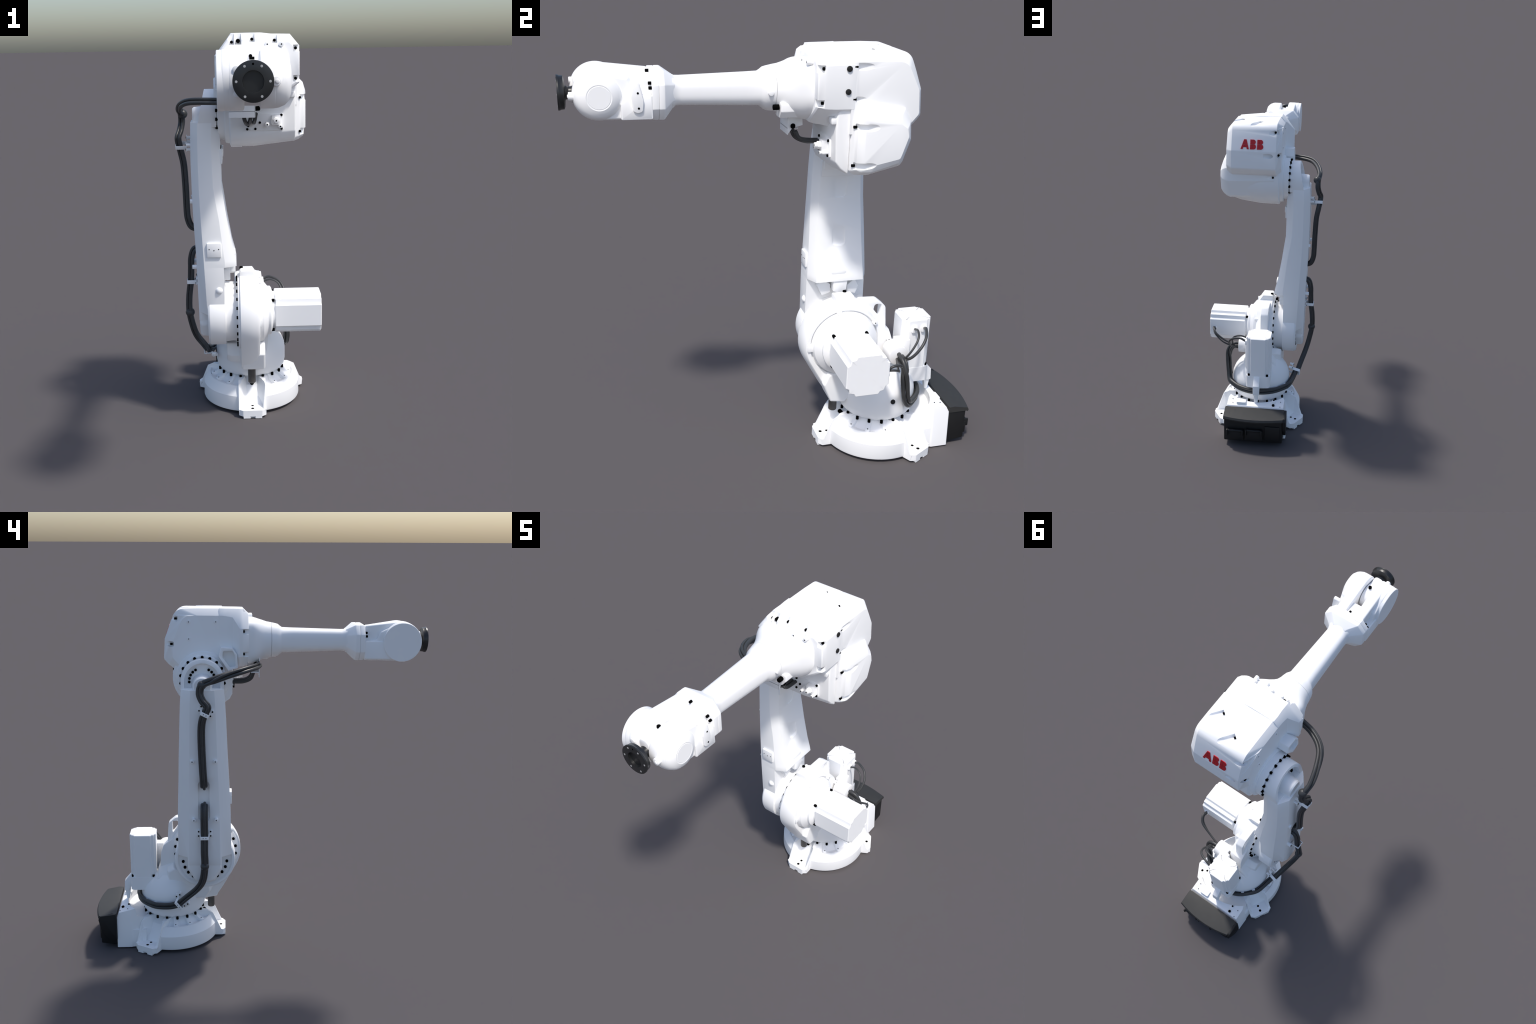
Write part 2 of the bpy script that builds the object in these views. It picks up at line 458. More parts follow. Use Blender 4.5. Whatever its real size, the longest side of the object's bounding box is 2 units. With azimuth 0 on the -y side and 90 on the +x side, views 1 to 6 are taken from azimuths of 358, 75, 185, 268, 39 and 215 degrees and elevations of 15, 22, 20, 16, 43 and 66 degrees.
sec = motor_section(0.077, 0.046, 0.022)
MC = (-0.010, 0.676)
swivel_motor = part("swivel_motor", [motor_body(sec, MC, 'z', 0.398, 0.672),
                                     prism(fillet([(MC[0] - .078, MC[1] - .10), (MC[0] + .078, MC[1] - .10), (MC[0] + .078, MC[1] + .078), (MC[0] - .078, MC[1] + .078)], .022), 'z', 0.325, 0.405)], WHITE, root)
for sx in (-1, 1):
    bolt(swivel_motor, (MC[0] + sx * 0.060, MC[1] + 0.066, 0.405), (0, 0, 1), 0.0075, 0.014)
    bolt(swivel_motor, (MC[0] + sx * 0.066, MC[1] - 0.060, 0.405), (0, 0, 1), 0.0075, 0.014)
part("cable_post", [prism(fillet([(0.742, 0.405), (0.755, 0.405), (0.798, 0.355), (0.802, 0.292), (0.778, 0.290), (0.755, 0.325), (0.735, 0.33)], .006), 'x', X0 - 0.020, X0 + 0.020),
                    prism([(0.765, 0.30), (0.800, 0.30), (0.79, 0.235), (0.775, 0.235)], 'x', X0 - 0.012, X0 + 0.012)], WHITE, swivel_motor, bevel=0.003)
part("cable_socket", [box(0.062, 0.080, 0.640, 0.668, 0.61, 0.64), box(0.062, 0.080, 0.690, 0.718, 0.61, 0.64)], WHITE, swivel_motor, bevel=0.003)
part("cable_port", [cyl((0.05, 0.548, 0.527), (1, 0, 0), 0.050, 0.092, 32), box(0.03, 0.09, 0.56, 0.63, 0.40, 0.58)], WHITE, turret, bevel=0.005)
bolt(turret, (0.186, 0.517, 0.299), (1, 0, 0.25), 0.0125, 0.006, HOLE)

# ================================================================== LOWER ARM
def arm_ring(z, yf, yr, xo, xs, xi, xm):
    """one horizontal section: yf/yr front and rear edge, xo outer face, xs shoulder of the chamfer,
    xi inner face, xm inner chamfer"""
    m = 0.055 + (yr - yf - 0.25) * 0.15
    i = 0.03
    return [V((xs, yf, z)), V((xo, yf + m, z)), V((xo, yr - m, z)), V((xs, yr, z)),
            V((xm, yr, z)), V((xi, yr - i, z)), V((xi, yf + i, z)), V((xm, yf, z))]
st = [  # z, yf, yr, xo, xs, xi, xm
    (0.560, 0.148, 0.454, -0.274, -0.228, -0.070, -0.130),
    (0.606, 0.148, 0.454, -0.274, -0.228, -0.070, -0.130),
    (0.856, 0.150, 0.451, -0.279, -0.238, -0.074, -0.133),
    (0.885, 0.151, 0.450, -0.279, -0.239, -0.078, -0.133),
    (0.960, 0.154, 0.447, -0.282, -0.242, -0.096, -0.142),
    (1.100, 0.160, 0.441, -0.288, -0.248, -0.119, -0.157),
    (1.190, 0.164, 0.438, -0.290, -0.251, -0.131, -0.172),
    (1.260, 0.167, 0.435, -0.291, -0.253, -0.141, -0.182),
    (1.400, 0.172, 0.429, -0.292, -0.254, -0.142, -0.186),
    (1.500, 0.177, 0.424, -0.290, -0.253, -0.142, -0.186),
    (1.580, 0.183, 0.418, -0.287, -0.250, -0.150, -0.182),
]
armb = loft([arm_ring(*s) for s in st])  # main beam
# full-depth nose below the chamfered part
nose = loft([[V((x, y, z)) for y, z in fillet([(0.208 + d, 0.63), (0.200 + d, 0.53 + d), (0.245 + d, 0.455 + d), (0.301, 0.443 + d), (0.357 - d, 0.455 + d), (0.402 - d, 0.53 + d), (0.394 - d, 0.63)], .03)]
             for x, d in ((-0.20, 0.0), (-0.2625, 0.002), (-0.2725, 0.012))])
slot_poly = fillet([(0.268, 0.825), (0.333, 0.825), (0.333, 1.075), (0.268, 1.075)], .03, 8)
def slot_cut():
    return loft([[put(p, 'x', -0.262) for p in slot_poly], [put(p, 'x', -0.35) for p in slot_poly]])
shelf = lathe([(0.0, -0.214), (0.15, -0.214), (0.158, -0.226), (0.170, -0.226), (0.176, -0.216), (0.176, -0.137), (0, -0.137)], 'x', J2, 80)
# upper knuckle
rim_poly = arc(J3, 0.118, 0, 180, 32) + [(0.183, 1.56), (0.418, 1.56)]
inn_poly = arc(J3, 0.098, 0, 180, 28) + [(0.203, 1.585), (0.399, 1.585)]
rimb = prism(rim_poly, 'x', -0.222, -0.158)
rimb = cut(rimb, [prism(inn_poly, 'x', -0.3, -0.203)])
for v in rimb.verts:
    if v.co.x < -0.21:
        v.co.x = -0.216 - 0.20 * (1.737 - v.co.z)
boss = loft([[V((x, y, z)) for y, z in (arc((0.301, 1.600), 0.050 + d, 0, 180, 20) + [(0.251 - d, 1.50), (0.351 + d, 1.50)])] for x, d in ((-0.19, 0.014), (-0.205, 0.011), (-0.225, 0.004), (-0.27, 0.0), (-0.278, -0.006))])
armb = cut(armb, [slot_cut(), box(-0.4, 0, 0.0, 0.203, 0.4, 0.607), box(-0.4, 0, 0.399, 0.6, 0.4, 0.607), box(-0.139, 0.1, 0.0, 0.6, 0.4, 0.856), prism(fillet([(0.268, 1.265), (0.333, 1.265), (0.333, 1.365), (0.268, 1.365)], .022, 6), 'x', -0.1455, -0.1), prism(fillet([(0.262, 1.03), (0.33, 1.03), (0.33, 1.125), (0.262, 1.125)], .022, 6), 'x', -0.1225, -0.05)])
lower_arm = part("lower_arm", [armb, nose, shelf, rimb, boss], WHITE, root, bevel=0.006, segs=2, blim=25, smooth=30)
for k in range(11):
    a = 186 + (354 - 186) * k / 10
    a = math.radians(a)
    bolt(lower_arm, (-0.214, J2[0] + 0.1275 * math.cos(a), J2[1] + 0.1275 * math.sin(a)), (-1, 0, 0), 0.0085, 0.010)
for s in (1, -1):
    for k in range(5):
        a = math.radians(90 + s * (30 + 16 * k))
        bolt(lower_arm, (-0.204, J3[0] + 0.0715 * math.cos(a), J3[1] + 0.0705 * math.sin(a)), (-1, 0, 0), 0.0075, 0.008)
# brow and lugs on the inner side above the shoulder
part("arm_brow", [prism(fillet([(0.272, 0.80), (0.305, 0.784), (0.339, 0.806), (0.345, 0.87), (0.268, 0.87)], .004), 'x', -0.16, -0.080)], WHITE, lower_arm, bevel=0.004)
part("arm_stop", [prism(fillet(p, .004), 'x', -0.16, -0.108) for p in ([(0.193, 0.831), (0.223, 0.853), (0.264, 0.829), (0.266, 0.784), (0.223, 0.768)], [(0.353, 0.816), (0.391, 0.850), (0.414, 0.809), (0.397, 0.765), (0.353, 0.78)])], WHITE, lower_arm, bevel=0.006)
part("arm_tag", [prism(fillet([(0.262, 0.892), (0.325, 0.892), (0.335, 0.902), (0.320, 0.916), (0.268, 0.916), (0.254, 0.903)], .003), 'x', -0.11, -0.0792)], WHITE, lower_arm, bevel=0.001)
part("elbow_lug", [box(-0.175, -0.133, 0.20, 0.39, 1.375, 1.45), box(-0.175, -0.128, 0.21, 0.38, 1.41, 1.45)], WHITE, lower_arm, bevel=0.005)
part("sync_plate", [box(-0.222, -0.150, 0.143, 0.165, 0.912, 0.985)], WHITE, lower_arm, bevel=0.003)
for dx, dz in ((0.012, 0.955), (0.036, 0.949), (0.060, 0.955)):
    bolt(lower_arm, (-0.222 + dx, 0.143, dz), (0, -1, 0), 0.0028, 0.001, HOLE, "threaded_hole")
part("front_bump", [sphere((-0.165, 0.158, 0.735), 0.021)], WHITE, lower_arm)
# bosses and slot on the outer face
for y, z in ((0.362, 1.185), (0.234, 1.185), (0.358, 0.842), (0.232, 0.842)):
    part("stud", [cyl((-0.27, y, z), (-1, 0, 0), 0.0125, 0.032, 6)], WHITE, lower_arm, bevel=0.002)
    bolt(lower_arm, (-0.302, y, z), (-1, 0, 0), 0.0035, 0.001, HOLE, "threaded_hole")

# ================================================================== ELBOW HOUSING
def hring(y, top, bot, xl, xr, cl=0.038, ct=0.027, rt=0.036, rz=0.042):
    return [V((xl + ct, y, top)), V((xl, y, top - cl)), V((xl, y, bot + 0.06)), V((xl + 0.05, y, bot)), V((xr - 0.12, y, bot)), V((xr, y, max(bot + 0.085, 1.765))),
            V((xr, y, top - rz - 0.015)), V((xr - rt, y, top - 0.015)), V((0.06, y, top + 0.001))]
front = loft([hring(0.045, 1.967, 1.700, -0.145, 0.234, .072, .052, .045, .040), hring(0.050, 1.970, 1.692, -0.149, 0.238, .075, .054, .040, .034), hring(0.076, 1.996, 1.684, -0.156, 0.2385, .100, .079), hring(0.094, 1.997, 1.682, -0.156, 0.2385, .100, .079), hring(0.132, 1.998, 1.672, -0.108, 0.238, .045, .032),
              hring(0.172, 1.9985, 1.655, -0.106, 0.2375), hring(0.206, 2.0, 1.655, -0.1058, 0.2372, .0375, .0275)])
FRONT_BOLTS = [(-0.075, 1.957), (0.019, 1.969), (0.123, 1.963), (0.221, 1.927), (0.221, 1.79), (-0.140, 1.880), (-0.138, 1.756)]
def pocket_box(x, z):
    """square bolt pocket, open towards the nearest outer side"""
    if x > 0.2: return box(x - 0.013, 0.26, 0.0, 0.0755, z - 0.015, z + 0.015)
    if x < -0.1: return box(-0.18, x + 0.012, 0.0, 0.0755, z - 0.014, z + 0.014)
    return box(x - 0.012, x + 0.012, 0.0, 0.0755, z - 0.012, 2.03)
front = cut(front, [pocket_box(x, z) for x, z in FRONT_BOLTS] + [box(-0.060, -0.030, 0.0, 0.0752, 1.946, 2.03)])
elbow = part("elbow_housing", [front], WHITE, root, bevel=0.003)

def slot(p, d, depth_dir, L, r=0.016, rise=None):
    """scalloped bolt recess: round cutter that starts flat at the bolt and climbs out of the surface"""
    d = V(d).normalized(); o = V(depth_dir).normalized()
    p = V(p) - o * 0.004
    end = p + d * L * 1.25 + o * (r + 0.012 if rise is None else rise)
    return cyl(p, end - p, r, (end - p).length, 20, r)

# upper rear cover: side profile (y, z) drawn across x, chamfered towards both cheeks
def cover_profile(dy, dz, r):
    return fillet([(0.192, 1.660), (0.192, 1.9985 - dz), (0.33, 2.0 - dz), (0.447 - dy * .9, 1.9965 - dz), (0.480 - dy, 1.914 - dz * .5), (0.509 - dy, 1.834), (0.516 - dy, 1.722 + dz * .3), (0.488 - dy, 1.690 + dz * .3), (0.460 - dy, 1.668)],
                  [0, 0, 0.3, r, 0, 0.03, 0.02, 0.01, 0], 8)
upc = loft([[V((x, y, z)) for y, z in cover_profile(dy, dz, r)] for x, dy, dz, r in ((-0.105, 0.050, 0.037, 0.05), (-0.074, 0.0, 0.0, 0.075), (0.203, 0.0, 0.006, 0.075), (0.2365, 0.022, 0.046, 0.055))])
sl = [slot((0.236, 0.214, 1.935), (0, 1, 0), (1, 0, 0), 0.075), slot((0.236, 0.211, 1.804), (0, 1, 0), (1, 0, 0), 0.05, 0.012),
      slot((0.150, 0.300, 2.000), (0.61, 0.79, 0), (0, 0, 1), 0.125, 0.017, 0.004), slot((0.027, 0.375, 1.998), (0.61, 0.79, 0), (0, 0, 1), 0.12, 0.017, 0.0),
      cyl((-0.090, 0.440, 1.944), (0.80, 0.60, 0), 0.015, 0.10), cyl((-0.110, 0.468, 1.807), (0.90, 0.43, 0), 0.016, 0.12)]
upc = cut(upc, sl)
part("upper_cover", [upc], WHITE, elbow, bevel=0.004, segs=3, blim=24, smooth=40)
for p, d in (((0.232, 0.203, 1.935), (0, 1, 0)), ((0.232, 0.203, 1.804), (0, 1, 0)), ((0.150, 0.301, 1.988), (0.61, 0.79, 0)), ((0.027, 0.376, 1.985), (0.61, 0.79, 0)),
             ((-0.066, 0.446, 1.944), (0, 1, 0)), ((-0.089, 0.470, 1.807), (0, 1, 0))):
    bolt(elbow, p, d, 0.0065, 0.009)

# lower motor cover
pA = [(0.199, 1.70), (0.199, 1.500), (0.225, 1.482), (0.277, 1.479), (0.425, 1.513), (0.437, 1.528), (0.470, 1.629), (0.464, 1.715), (0.435, 1.772), (0.24, 1.800)]
pB = [(0.215, 1.70), (0.215, 1.515), (0.24, 1.505), (0.285, 1.503), (0.408, 1.538), (0.420, 1.556), (0.449, 1.637), (0.442, 1.697), (0.405, 1.742), (0.25, 1.766)]
pC = [(0.245, 1.70), (0.245, 1.545), (0.258, 1.535), (0.290, 1.534), (0.405, 1.558), (0.412, 1.575), (0.437, 1.650), (0.430, 1.685), (0.40, 1.705), (0.265, 1.728)]
fA, fB, fC = [fillet(p, .012) for p in (pA, pB, pC)]
lwc = loft([[V((-0.06, y, z + 0.012)) for y, z in fA], [V((0.225, y, z)) for y, z in fA], [V((0.247, y, z)) for y, z in fillet([((a[0]*2+b[0])/3, (a[1]*2+b[1])/3) for a, b in zip(pA, pB)], .012)],
            [V((0.270, y, z)) for y, z in fB], [V((0.283, y, z)) for y, z in fC]])
lwc = cut(lwc, [slot((0.262, 0.206, 1.694), (0, 1, 0), (1, 0, 0), 0.085, 0.016, 0.045), slot((0.262, 0.206, 1.531), (0, 1, 0), (1, 0, 0), 0.085, 0.016, 0.045),
                cyl((-0.072, 0.460, 1.662), (0.93, 0.36, 0), 0.014, 0.1), cyl((-0.055, 0.434, 1.548), (0.9, 0.43, 0), 0.013, 0.08)])
part("lower_cover", [lwc], WHITE, elbow, bevel=0.006, segs=3, blim=25, smooth=45)
for p in ((0.252, 0.206, 1.694), (0.252, 0.206, 1.531), (-0.055, 0.460, 1.662), (-0.038, 0.436, 1.548)):
    bolt(elbow, p, (0, 1, 0), 0.0065, 0.009)

# casting below: gearbox barrel and front flange with connector panel
def flange_ring(x, k):
    """front of the elbow motor housing; k lifts the lower edge towards the right side"""
    return [V((x, y, z)) for y, z in ((0.160, 1.785), (0.137, 1.735), (0.134, 1.66), (0.135 + k * .004, 1.527 + k * .012), (0.151 + k * .01, 1.496 + k * .014), (0.1985, 1.463 + k * .020), (0.1985, 1.785))]
part("motor_flange", [loft([flange_ring(-0.092, 0), flange_ring(0.06, 0.1), flange_ring(0.226, 1)]), prism([(0.1975, 1.463), (0.26, 1.452), (0.34, 1.456), (0.40, 1.49), (0.40, 1.7), (0.1975, 1.7)], 'x', -0.09, -0.03)], WHITE, elbow, bevel=0.007, segs=3)
part("cable_stop", [box(0.178, 0.222, 0.115, 0.145, 1.700, 1.725)], WHITE, elbow, bevel=0.004)
part("gear_barrel", [lathe([(0, -0.118), (0.145, -0.118), (0.150, -0.112), (0.152, -0.095), (0.168, -0.088), (0.167, 0.03), (0.150, 0.16), (0.138, 0.20), (0, 0.20)], 'x', J3, 72),
                     lathe([(0, -0.152), (0.128, -0.152), (0.132, -0.148), (0.133, -0.116), (0, -0.116)], 'x', J3, 72)], WHITE, elbow)
part("elbow_seat", [lathe([(0, -0.165), (0.112, -0.165), (0.112, -0.15), (0, -0.15)], 'x', J3, 64)], WHITE, elbow)
for k in range(18):
    a = math.radians(90 + 20 * k + (0 if k % 1 == 0 else 0))
    bolt(elbow, (-0.150, J3[0] + 0.1225 * math.cos(a), J3[1] + 0.1225 * math.sin(a)), (-1, 0, 0), 0.0085, 0.012)
part("connector_panel", [prism(fillet([(-0.012, 1.560), (0.01, 1.545), (0.166, 1.545), (0.166, 1.625), (0.03, 1.628), (-0.005, 1.60)], .006), 'y', 0.128, 0.165)], WHITE, elbow, bevel=0.003)
for x, z in ((0.157, 1.618), (0.157, 1.553), (0.031, 1.553), (0.053, 1.583), (-0.004, 1.568), (0.031, 1.612), (-0.008, 1.552)):
    bolt(elbow, (x, 0.128, z), (0, -1, 0), 0.006, 0.006)
for x, z, y0, r in ((0.130, 1.595, 0.073, 0.017), (0.087, 1.576, 0.086, 0.012), (0.150, 1.566, 0.090, 0.011)):
    part("air_fitting", [cyl((x, 0.13, z), (0, -1, 0), r, 0.13 - y0 - 0.012, 6), cyl((x, y0 + 0.014, z), (0, -1, 0), r * 0.7, 0.014, 16)], WHITE, elbow, bevel=0.002)
    bolt(elbow, (x, y0, z), (0, -1, 0), 0.004, 0.001, HOLE, "air_port")
part("fitting_block", [box(0.108, 0.152, 0.100, 0.135, 1.572, 1.618)], WHITE, elbow, bevel=0.004)
# left side details: panel bosses and bracket ear
for y, z in ((0.225, 1.929), (0.375, 1.929), (0.375, 1.836)):
    bolt(elbow, (-0.1045, y, z), (-1, 0, 0), 0.011, 0.003, WHITE, "boss", 20)
    bolt(elbow, (-0.1075, y, z), (-1, 0, 0), 0.003, 0.0008, HOLE, "threaded_hole")
earp = prism(fillet([(0.198, 1.795), (0.136, 1.792), (0.110, 1.755), (0.104, 1.683), (0.157, 1.667), (0.212, 1.747)], .006), 'x', -0.165, -0.09)
earp = cut(earp, [prism(fillet([(0.188, 1.776), (0.135, 1.778), (0.120, 1.750), (0.117, 1.692), (0.148, 1.684), (0.190, 1.742)], .010), 'x', -0.3, -0.120)])
part("cable_bracket", [earp], WHITE, elbow, bevel=0.003)
# right side black plugs
for z in (1.928, 1.836):
    bolt(elbow, (0.236, 0.174, z), (1, 0, 0), 0.012, 0.008, HOLE, "oil_plug", 12)
# front bolts in little square pockets
for x, z in FRONT_BOLTS:
    bolt(elbow, (x, 0.075, z), (0, -1, 0), 0.007, 0.009)
bolt(elbow, (-0.045, 0.070, 1.962), (0, -1, 0), 0.010, 0.012)
for x, z in ((0.088, 1.945), (0.153, 1.945)):
    part("lifting_boss", [cyl((x, 0.08, z), (0, -1, 0), 0.011, 0.062, 16)], WHITE, elbow, bevel=0.002)
    bolt(elbow, (x, 0.018, z), (0, -1, 0), 0.0035, 0.0008, HOLE, "threaded_hole")

# ---- front neck: from the housing face to the round forearm bearing
def ring_sup(y, xl, xr, zb, zt, p, n=48, plr=None):
    """superellipse ring in the x-z plane; p = 2 round ... 6 boxy"""
    cx, cz, a, b = (xl + xr) / 2, (zb + zt) / 2, (xr - xl) / 2, (zt - zb) / 2
    out = []
    p0 = p
    for k in range(n):
        t = 2 * pi * k / n
        c, s = math.cos(t), math.sin(t)
        p = (plr if (plr and c > 0 and s < 0) else p0)
        out.append(V((cx + a * math.copysign(abs(c) ** (2 / p), c), y, cz + b * math.copysign(abs(s) ** (2 / p), s))))
    return out
neck = loft([ring_sup(0.088, -0.136, 0.200, 1.690, 1.948, 4.4, 48, 1.9), ring_sup(0.060, -0.136, 0.198, 1.690, 1.946, 4.4, 48, 1.9), ring_sup(0.040, -0.136, 0.192, 1.690, 1.943, 4.4, 48, 2.0), ring_sup(0.018, -0.134, 0.178, 1.694, 1.940, 4.2, 48, 2.1),
             ring_sup(0.0, -0.127, 0.157, 1.700, 1.937, 3.6, 48, 2.2), ring_sup(-0.02, -0.117, 0.136, 1.705, 1.932, 2.8, 48, 2.2), ring_sup(-0.04, -0.110, 0.118, 1.711, 1.927, 2.3), ring_sup(-0.06, -0.105, 0.103, 1.716, 1.921, 2.1), ring_sup(-0.0845, X0 - .098, X0 + .098, ZA - .098, ZA + .098, 2)])
part("elbow_neck", [neck], WHITE, elbow, smooth=45)
part("neck_block", [prism(fillet([(0.02, 1.705), (0.085, 1.705), (0.110, 1.735), (0.110, 1.772), (0.02, 1.780)], .01), 'y', -0.072, 0.03)], WHITE, elbow, bevel=0.006)
part("oil_plug", [cyl((0.089, -0.075, 1.753), (0, -1, 0), 0.012, 0.026, 16)], BLACK, elbow, bevel=0.002)

# ================================================================== FOREARM
forearm = part("forearm", [loft([ring_sup(-0.086, X0 - .0975, X0 + .0975, ZA - .0975, ZA + .0975, 2), ring_sup(-0.110, X0 - .093, X0 + .093, ZA - .0945, ZA + .0925, 2), ring_sup(-0.124, X0 - .088, X0 + .088, ZA - .089, ZA + .088, 2.1), ring_sup(-0.134, X0 - .080, X0 + .080, ZA - .080, ZA + .079, 2.3),
                          ring_sup(-0.147, X0 - .071, X0 + .071, ZA - .070, ZA + .070, 2.7), ring_sup(-0.20, X0 - .069, X0 + .069, ZA - .069, ZA + .0675, 2.8), ring_sup(-0.48, X0 - .060, X0 + .060, ZA - .061, ZA + .0585, 2.8),
                          ring_sup(-0.500, X0 - .062, X0 + .062, ZA - .062, ZA + .059, 2.8), ring_sup(-0.515, X0 - .072, X0 + .072, ZA - .070, ZA + .066, 2.9)])], WHITE, root, smooth=45)
part("side_plug", [cyl((0.083, -0.110, 1.812), (1, 0, 0.0), 0.012, 0.012, 16)], WHITE, forearm, bevel=0.002)

# ================================================================== WRIST
def octo(y, hx0, hx1, zb, zt, c=0.04, c2=0.05):
    return [V((X0 - hx0, y, zt - c2)), V((X0 - hx0 + c, y, zt)), V((X0 + hx1 - c, y, zt)), V((X0 + hx1, y, zt - c2)), V((X0 + hx1, y, zb + c2)), V((X0 + hx1 - c, y, zb)), V((X0 - hx0 + c, y, zb)), V((X0 - hx0, y, zb + c2))]
collar = loft([octo(-0.505, .064, .064, ZA - .063, ZA + .060, .028, .03), octo(-0.515, .072, .072, ZA - .069, ZA + .066, .03, .035), octo(-0.553, .124, .122, ZA - .106, ZA + .090), octo(-0.576, .126, .124, ZA - .106, ZA + .090)])
collar2 = loft([octo(-0.5765, .1255, .1235, ZA - .1055, ZA + .0895), octo(-0.604, .1255, .1235, ZA - .1055, ZA + .0895)])
mid = box(-0.0865, 0.0765, -0.69, -0.60, ZA - 0.085, ZA + 0.058)
wrist = part("wrist", [collar, collar2, mid], WHITE, root, bevel=0.003, segs=2, blim=20)
R5 = 0.1085
prof = arc((J5Y, ZA), R5, 84, 276, 40)
pr = prof + [(-0.60, ZA - 0.1035), (-0.60, ZA + 0.086)]
left = prism(pr, 'x', -0.092, -0.034)
# outer layer of each prong starts behind the bolt pocket
pocket = [(-0.672, ZA + 0.012), (-0.69, ZA + 0.055), (-0.735, ZA + 0.075)]
prl = arc((J5Y, ZA), R5 - 0.001, 60, 276, 44) + [(-0.603, ZA - 0.1025), (-0.603, ZA + 0.004)] + pocket
part("fork_prong", [left, prism(prl, 'x', -0.116, -0.05)], WHITE, wrist, bevel=0.010, segs=3)
part("wrist_web", [prism(fillet([(-0.60, ZA - .075), (-0.60, ZA + .060), (-0.680, ZA + .058), (-0.705, ZA + .04), (-0.715, ZA - .075)], .02), 'x', -0.04, 0.05)], WHITE, wrist, bevel=0.008, segs=3)
part("fork_cap", [lathe([(0, -0.106), (0.107, -0.106), (0.107, -0.128), (0.105, -0.1305), (0, -0.1305)], 'x', (J5Y, ZA - 0.002), 72)], WHITE, wrist)
part("fork_cheek", [prism(fillet([(-0.603, ZA - .095), (-0.603, ZA + 0.004), (-0.72, ZA + 0.004), (-0.80, ZA + .02), (-0.80, ZA - .098)], .008), 'x', -0.124, -0.09)], WHITE, wrist, bevel=0.006)
pr_r = arc((J5Y, ZA), 0.1015, 84, 276, 40) + [(-0.60, ZA - 0.1025), (-0.60, ZA + 0.070)]
right = prism(pr_r, 'x', 0.022, 0.0785)
prr = arc((J5Y, ZA), 0.1005, 60, 276, 44) + [(-0.603, ZA - 0.1015), (-0.603, ZA + 0.004), (-0.665, ZA + 0.004), (-0.690, ZA + 0.072)]
right2 = loft([[put((J5Y + (p[0] - J5Y) * s, ZA + (p[1] - ZA) * s), 'x', x) for p in prr] for x, s in ((0.06, 1.0), (0.082, 1.0), (0.108, 0.90))])
part("fork_prong", [right, right2], WHITE, wrist, bevel=0.006, segs=3, smooth=45)
part("fork_cap", [lathe([(0, 0.07), (0.100, 0.07), (0.097, 0.09), (0.088, 0.112), (0.073, 0.126), (0.056, 0.1315), (0.051, 0.1335), (0.046, 0.1325), (0.0445, 0.1335), (0, 0.1335)], 'x', (J5Y, ZA - 0.002), 64)], WHITE, wrist)
part("side_plate", [prism(fillet([(-0.675, 1.872), (-0.655, 1.872), (-0.640, 1.80), (-0.645, 1.757), (-0.665, 1.752), (-0.682, 1.76), (-0.688, 1.82)], .012), 'x', 0.09, 0.130)], WHITE, wrist, bevel=0.003)
for y, z in ((-0.662, 1.832), (-0.660, 1.772)):
    bolt(wrist, (0.130, y, z), (1, 0, 0), 0.0045, 0.001, BLACK, "threaded_hole")
part("side_lump", [prism(fillet([(-0.603, ZA - .095), (-0.603, ZA + 0.002), (-0.70, ZA + 0.002), (-0.73, ZA - .03), (-0.73, ZA - .095)], .006), 'x', 0.08, 0.120)], WHITE, wrist, bevel=0.006)
# tilting wrist core between the prongs and the tool side
part("wrist_core", [lathe([(0, -0.04), (0.067, -0.04), (0.067, 0.019), (0, 0.019)], 'x', (J5Y, ZA), 56), cyl((X0, J5Y, ZA + 0.05), (0, 0, 1), 0.0145, 0.020, 20),
                    prism(fillet([(-0.036, ZA - .060), (0.019, ZA - .060), (0.019, ZA + .060), (-0.036, ZA + .060)], .02), 'y', -0.905, -0.80)], WHITE, wrist, bevel=0.006, segs=2)
part("core_plug", [cyl((X0, J5Y, ZA + 0.066), (0, 0, 1), 0.0095, 0.014, 16)], BLACK, wrist, bevel=0.001)
for p, r, h in (((-0.060, -0.88, 1.858), 0.014, 0.042), ((0.076, -0.86, 1.817), 0.017, 0.068), ((0.080, -0.92, 1.817), 0.008, 0.012), ((-0.060, -0.88, 1.775), 0.012, 0.035)):
    part("core_boss", [cyl(p, (0, -1, 0), r, h, 16)], WHITE, wrist, bevel=0.003)
part("core_boss", [box(0.090, 0.114, -0.90, -0.86, 1.806, 1.828)], WHITE, wrist, bevel=0.003)
bolt(wrist, (X0, -0.606, 1.900), (0, -1, 0), 0.0068, 0.012)
for x, z in ((0.090, 1.864), (0.104, 1.847), (-0.105, 1.868), (-0.118, 1.850)):
    bolt(wrist, (x, -0.606, z), (0, -1, 0), 0.0068, 0.011)

# ================================================================== TOOL FLANGE
FC = (X0, ZA)
tf = lathe([(0, -0.900), (0.030, -0.900), (0.024, -0.915), (0.023, -0.925), (0.030, -0.938), (0.058, -0.941), (0.067, -0.945), (0.068, -0.958), (0.071, -0.963), (0.071, -0.9695), (0.070, -0.970),
            (0.037, -0.970), (0.0365, -0.958), (0, -0.958)], 'y', FC, 72)
tool_flange = part("tool_flange", [tf], FLANGE, root, smooth=30)
for k in range(6):
    a = math.radians(60 * k)
    bolt(tool_flange, (FC[0] + 0.058 * math.cos(a), -0.9698, FC[1] + 0.058 * math.sin(a)), (0, -1, 0), 0.0045, 0.0008, HOLE_GREY, "threaded_hole", 14)
bolt(tool_flange, (FC[0], -0.9698, FC[1] + 0.058), (0, -1, 0), 0.004, 0.0008, BLACK, "pin_hole", 14)

